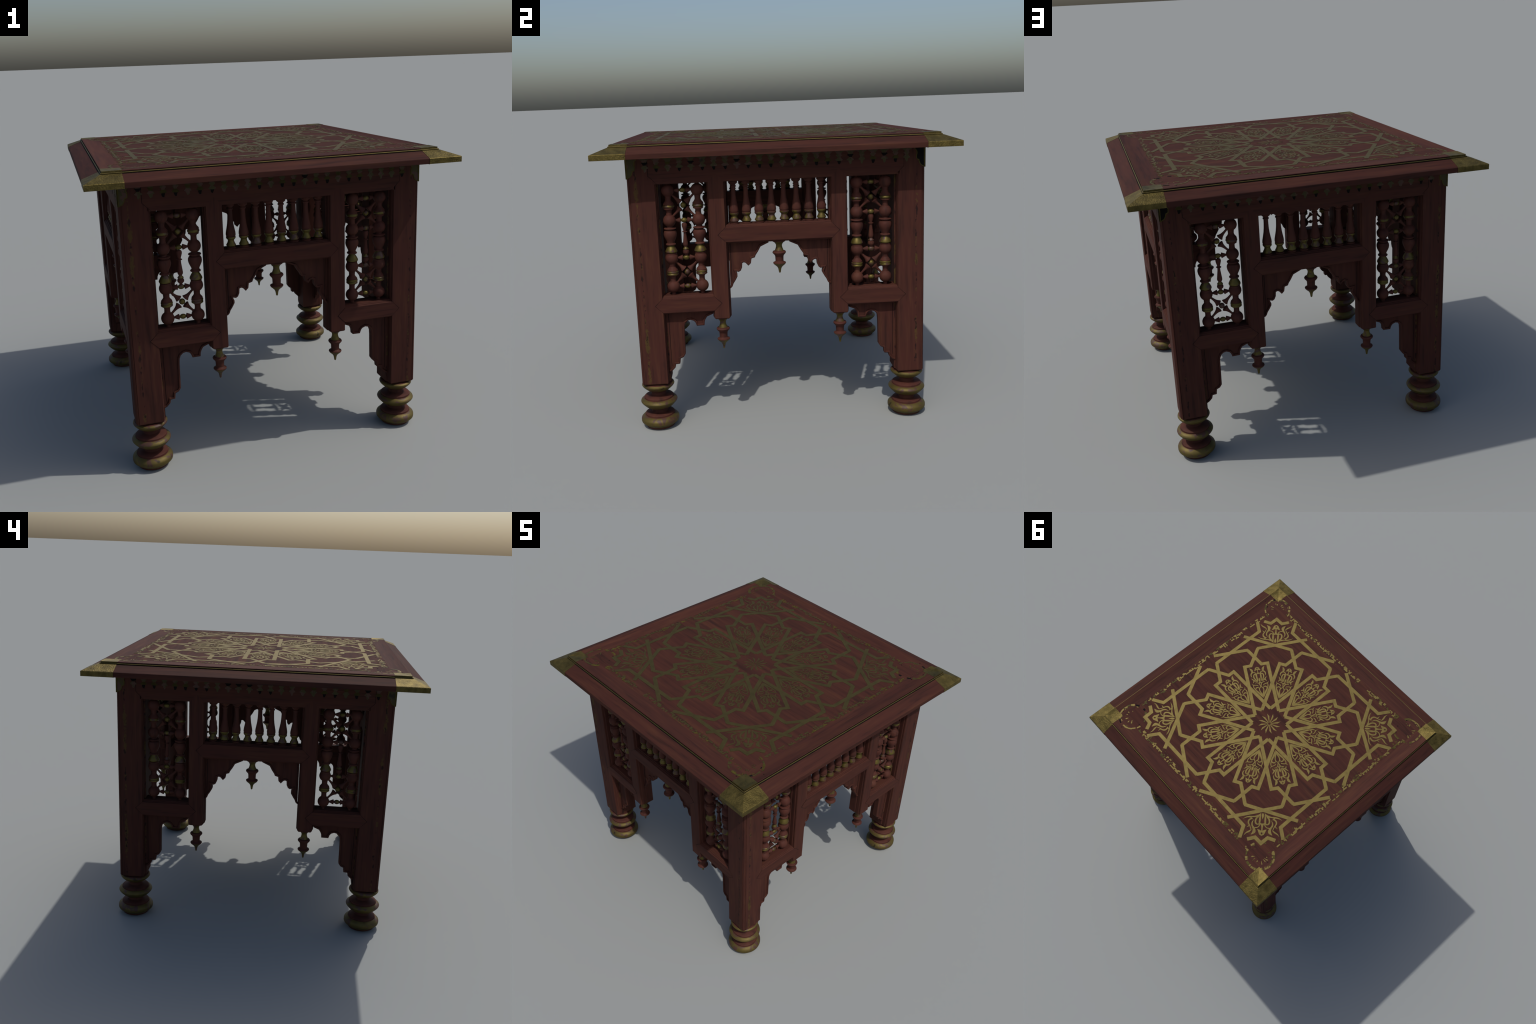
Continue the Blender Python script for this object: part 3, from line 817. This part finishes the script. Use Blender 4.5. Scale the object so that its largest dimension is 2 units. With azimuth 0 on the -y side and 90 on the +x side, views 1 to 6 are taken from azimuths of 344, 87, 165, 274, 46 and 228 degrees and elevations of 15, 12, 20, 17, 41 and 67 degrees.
def border(seed, gaps):
    r = random.Random(seed); b = Worn(); U = 0.0098
    x = -0.625
    while x < 0.625:
        if any(g0 < x < g1 for g0, g1 in gaps) and r.random() < 0.85:
            x += U*r.choice((1, 2)); 
            if r.random() < 0.5: continue
        # a fragment of fret: a few joined cells over three or four rows
        cells = set(); cx = r.choice((1, 2, 2, 3, 4)); rows = r.choice(((-2, -1, 0), (-1, 0), (-2, -1), (-2, -1, 0, 1)))
        spine = r.choice(rows)
        for i in range(cx+1):
            if r.random() < 0.85: cells.add((i, spine))
            for q in rows:
                if r.random() < 0.42: cells.add((i, q))
        mi = r.choices((0, 1, 2), (0.80, 0.20, 0.0))[0]
        wid = cx+1
        for (i, j) in sorted(cells):
            ox, oy = x+i*U, -0.775+j*U*0.95
            k = lambda: r.uniform(-0.0010, 0.0010)
            b.chip([(ox+k(), oy+k()), (ox+U+k(), oy+k()), (ox+U+k(), oy+U+k()), (ox+k(), oy+U+k())], mi)
        if r.random() < 0.75:   # tarnished and dark crumbs beside the fragment
            for _ in range(r.randrange(1, 4)):
                ox, oy = x+r.uniform(0, wid*U), -0.775+r.choice((-1, 1))*r.uniform(0.016, 0.030)
                w, h = r.uniform(0.003, 0.010), r.uniform(0.002, 0.005)
                b.chip([(ox, oy), (ox+w, oy+r.uniform(-0.002, 0.002)), (ox+w*0.8, oy+h), (ox-0.001, oy+h*0.8)], r.choices((1, 2), (0.95, 0.05))[0])
        x += (wid+r.choice((0, 0, 0, 0.5, 1)))*U
    return b.mesh("worn_border", [M_INLAY, M_OLIVE, M_DARK])
GAPS = {0: [(-0.30, 0.05)], 1: [(-0.62, -0.40)], 2: [(0.42, 0.62)], 3: [(-0.10, 0.0)]}
for k in range(4):
    place("worn_border", border(100+k, GAPS[k]), inlay, rot=(0, 0, k*math.pi/2), kind="stuff")

def medallion(seed):
    r = random.Random(seed); b = Worn()
    cx = cy = 0.750
    def arc(r0, r1, a0, a1, mi, n=4):
        pts = [(cx+r1*math.cos(a0+(a1-a0)*i/n), cy+r1*math.sin(a0+(a1-a0)*i/n)) for i in range(n+1)]
        pts += [(cx+r0*math.cos(a1-(a1-a0)*i/n), cy+r0*math.sin(a1-(a1-a0)*i/n)) for i in range(n+1)]
        b.chip(pts, mi)
    a = 0.0
    while a < TAU:
        w = r.uniform(0.10, 0.34)
        outward = math.cos(a+w/2-math.pi/4)
        if r.random() < (0.92 if outward > -0.5 else 0.5):
            ro = 0.108+r.uniform(-0.003, 0.003)
            arc(ro-r.uniform(0.009, 0.018), ro, a, a+w, r.choices((0, 1, 2), (0.55, 0.38, 0.07) if outward > -0.5 else (0.15, 0.8, 0.05))[0])
            if r.random() < 0.45:
                arc(ro-0.022, ro-0.016, a+0.02, a+w*0.7, r.choices((0, 1, 2), (0.3, 0.6, 0.1))[0])
        a += w + r.choice((0.0, 0.02, 0.10))
    for k in range(9):          # what is left of the little sunburst
        t = math.pi/4 + (k-4)*0.36 + r.uniform(-0.08, 0.08)
        if r.random() < 0.2: continue
        r0, r1, hw = r.uniform(0.030, 0.045), r.uniform(0.050, 0.068), r.uniform(0.05, 0.10)
        P = lambda q, d: (cx+q*math.cos(t+d), cy+q*math.sin(t+d))
        b.chip([P(r0, -hw*0.4), P(r1*0.9, -hw), P(r1, 0), P(r1*0.9, hw), P(r0, hw*0.4)], 0)
    for _ in range(7):
        t, q = r.uniform(0, TAU), r.uniform(0.06, 0.13)
        x, y = cx+q*math.cos(t), cy+q*math.sin(t)
        if max(x, y) > 0.80 and min(x, y) > 0.80: continue
        b.chip([(x, y), (x+0.006, y+0.002), (x+0.005, y+0.007), (x-0.001, y+0.006)], r.choice((1, 1, 2)))
    return b.mesh("corner_medallion", [M_INLAY, M_OLIVE, M_DARK])
for k in range(4):
    place("corner_medallion", medallion(200+k), inlay, rot=(0, 0, k*math.pi/2), kind="stuff")
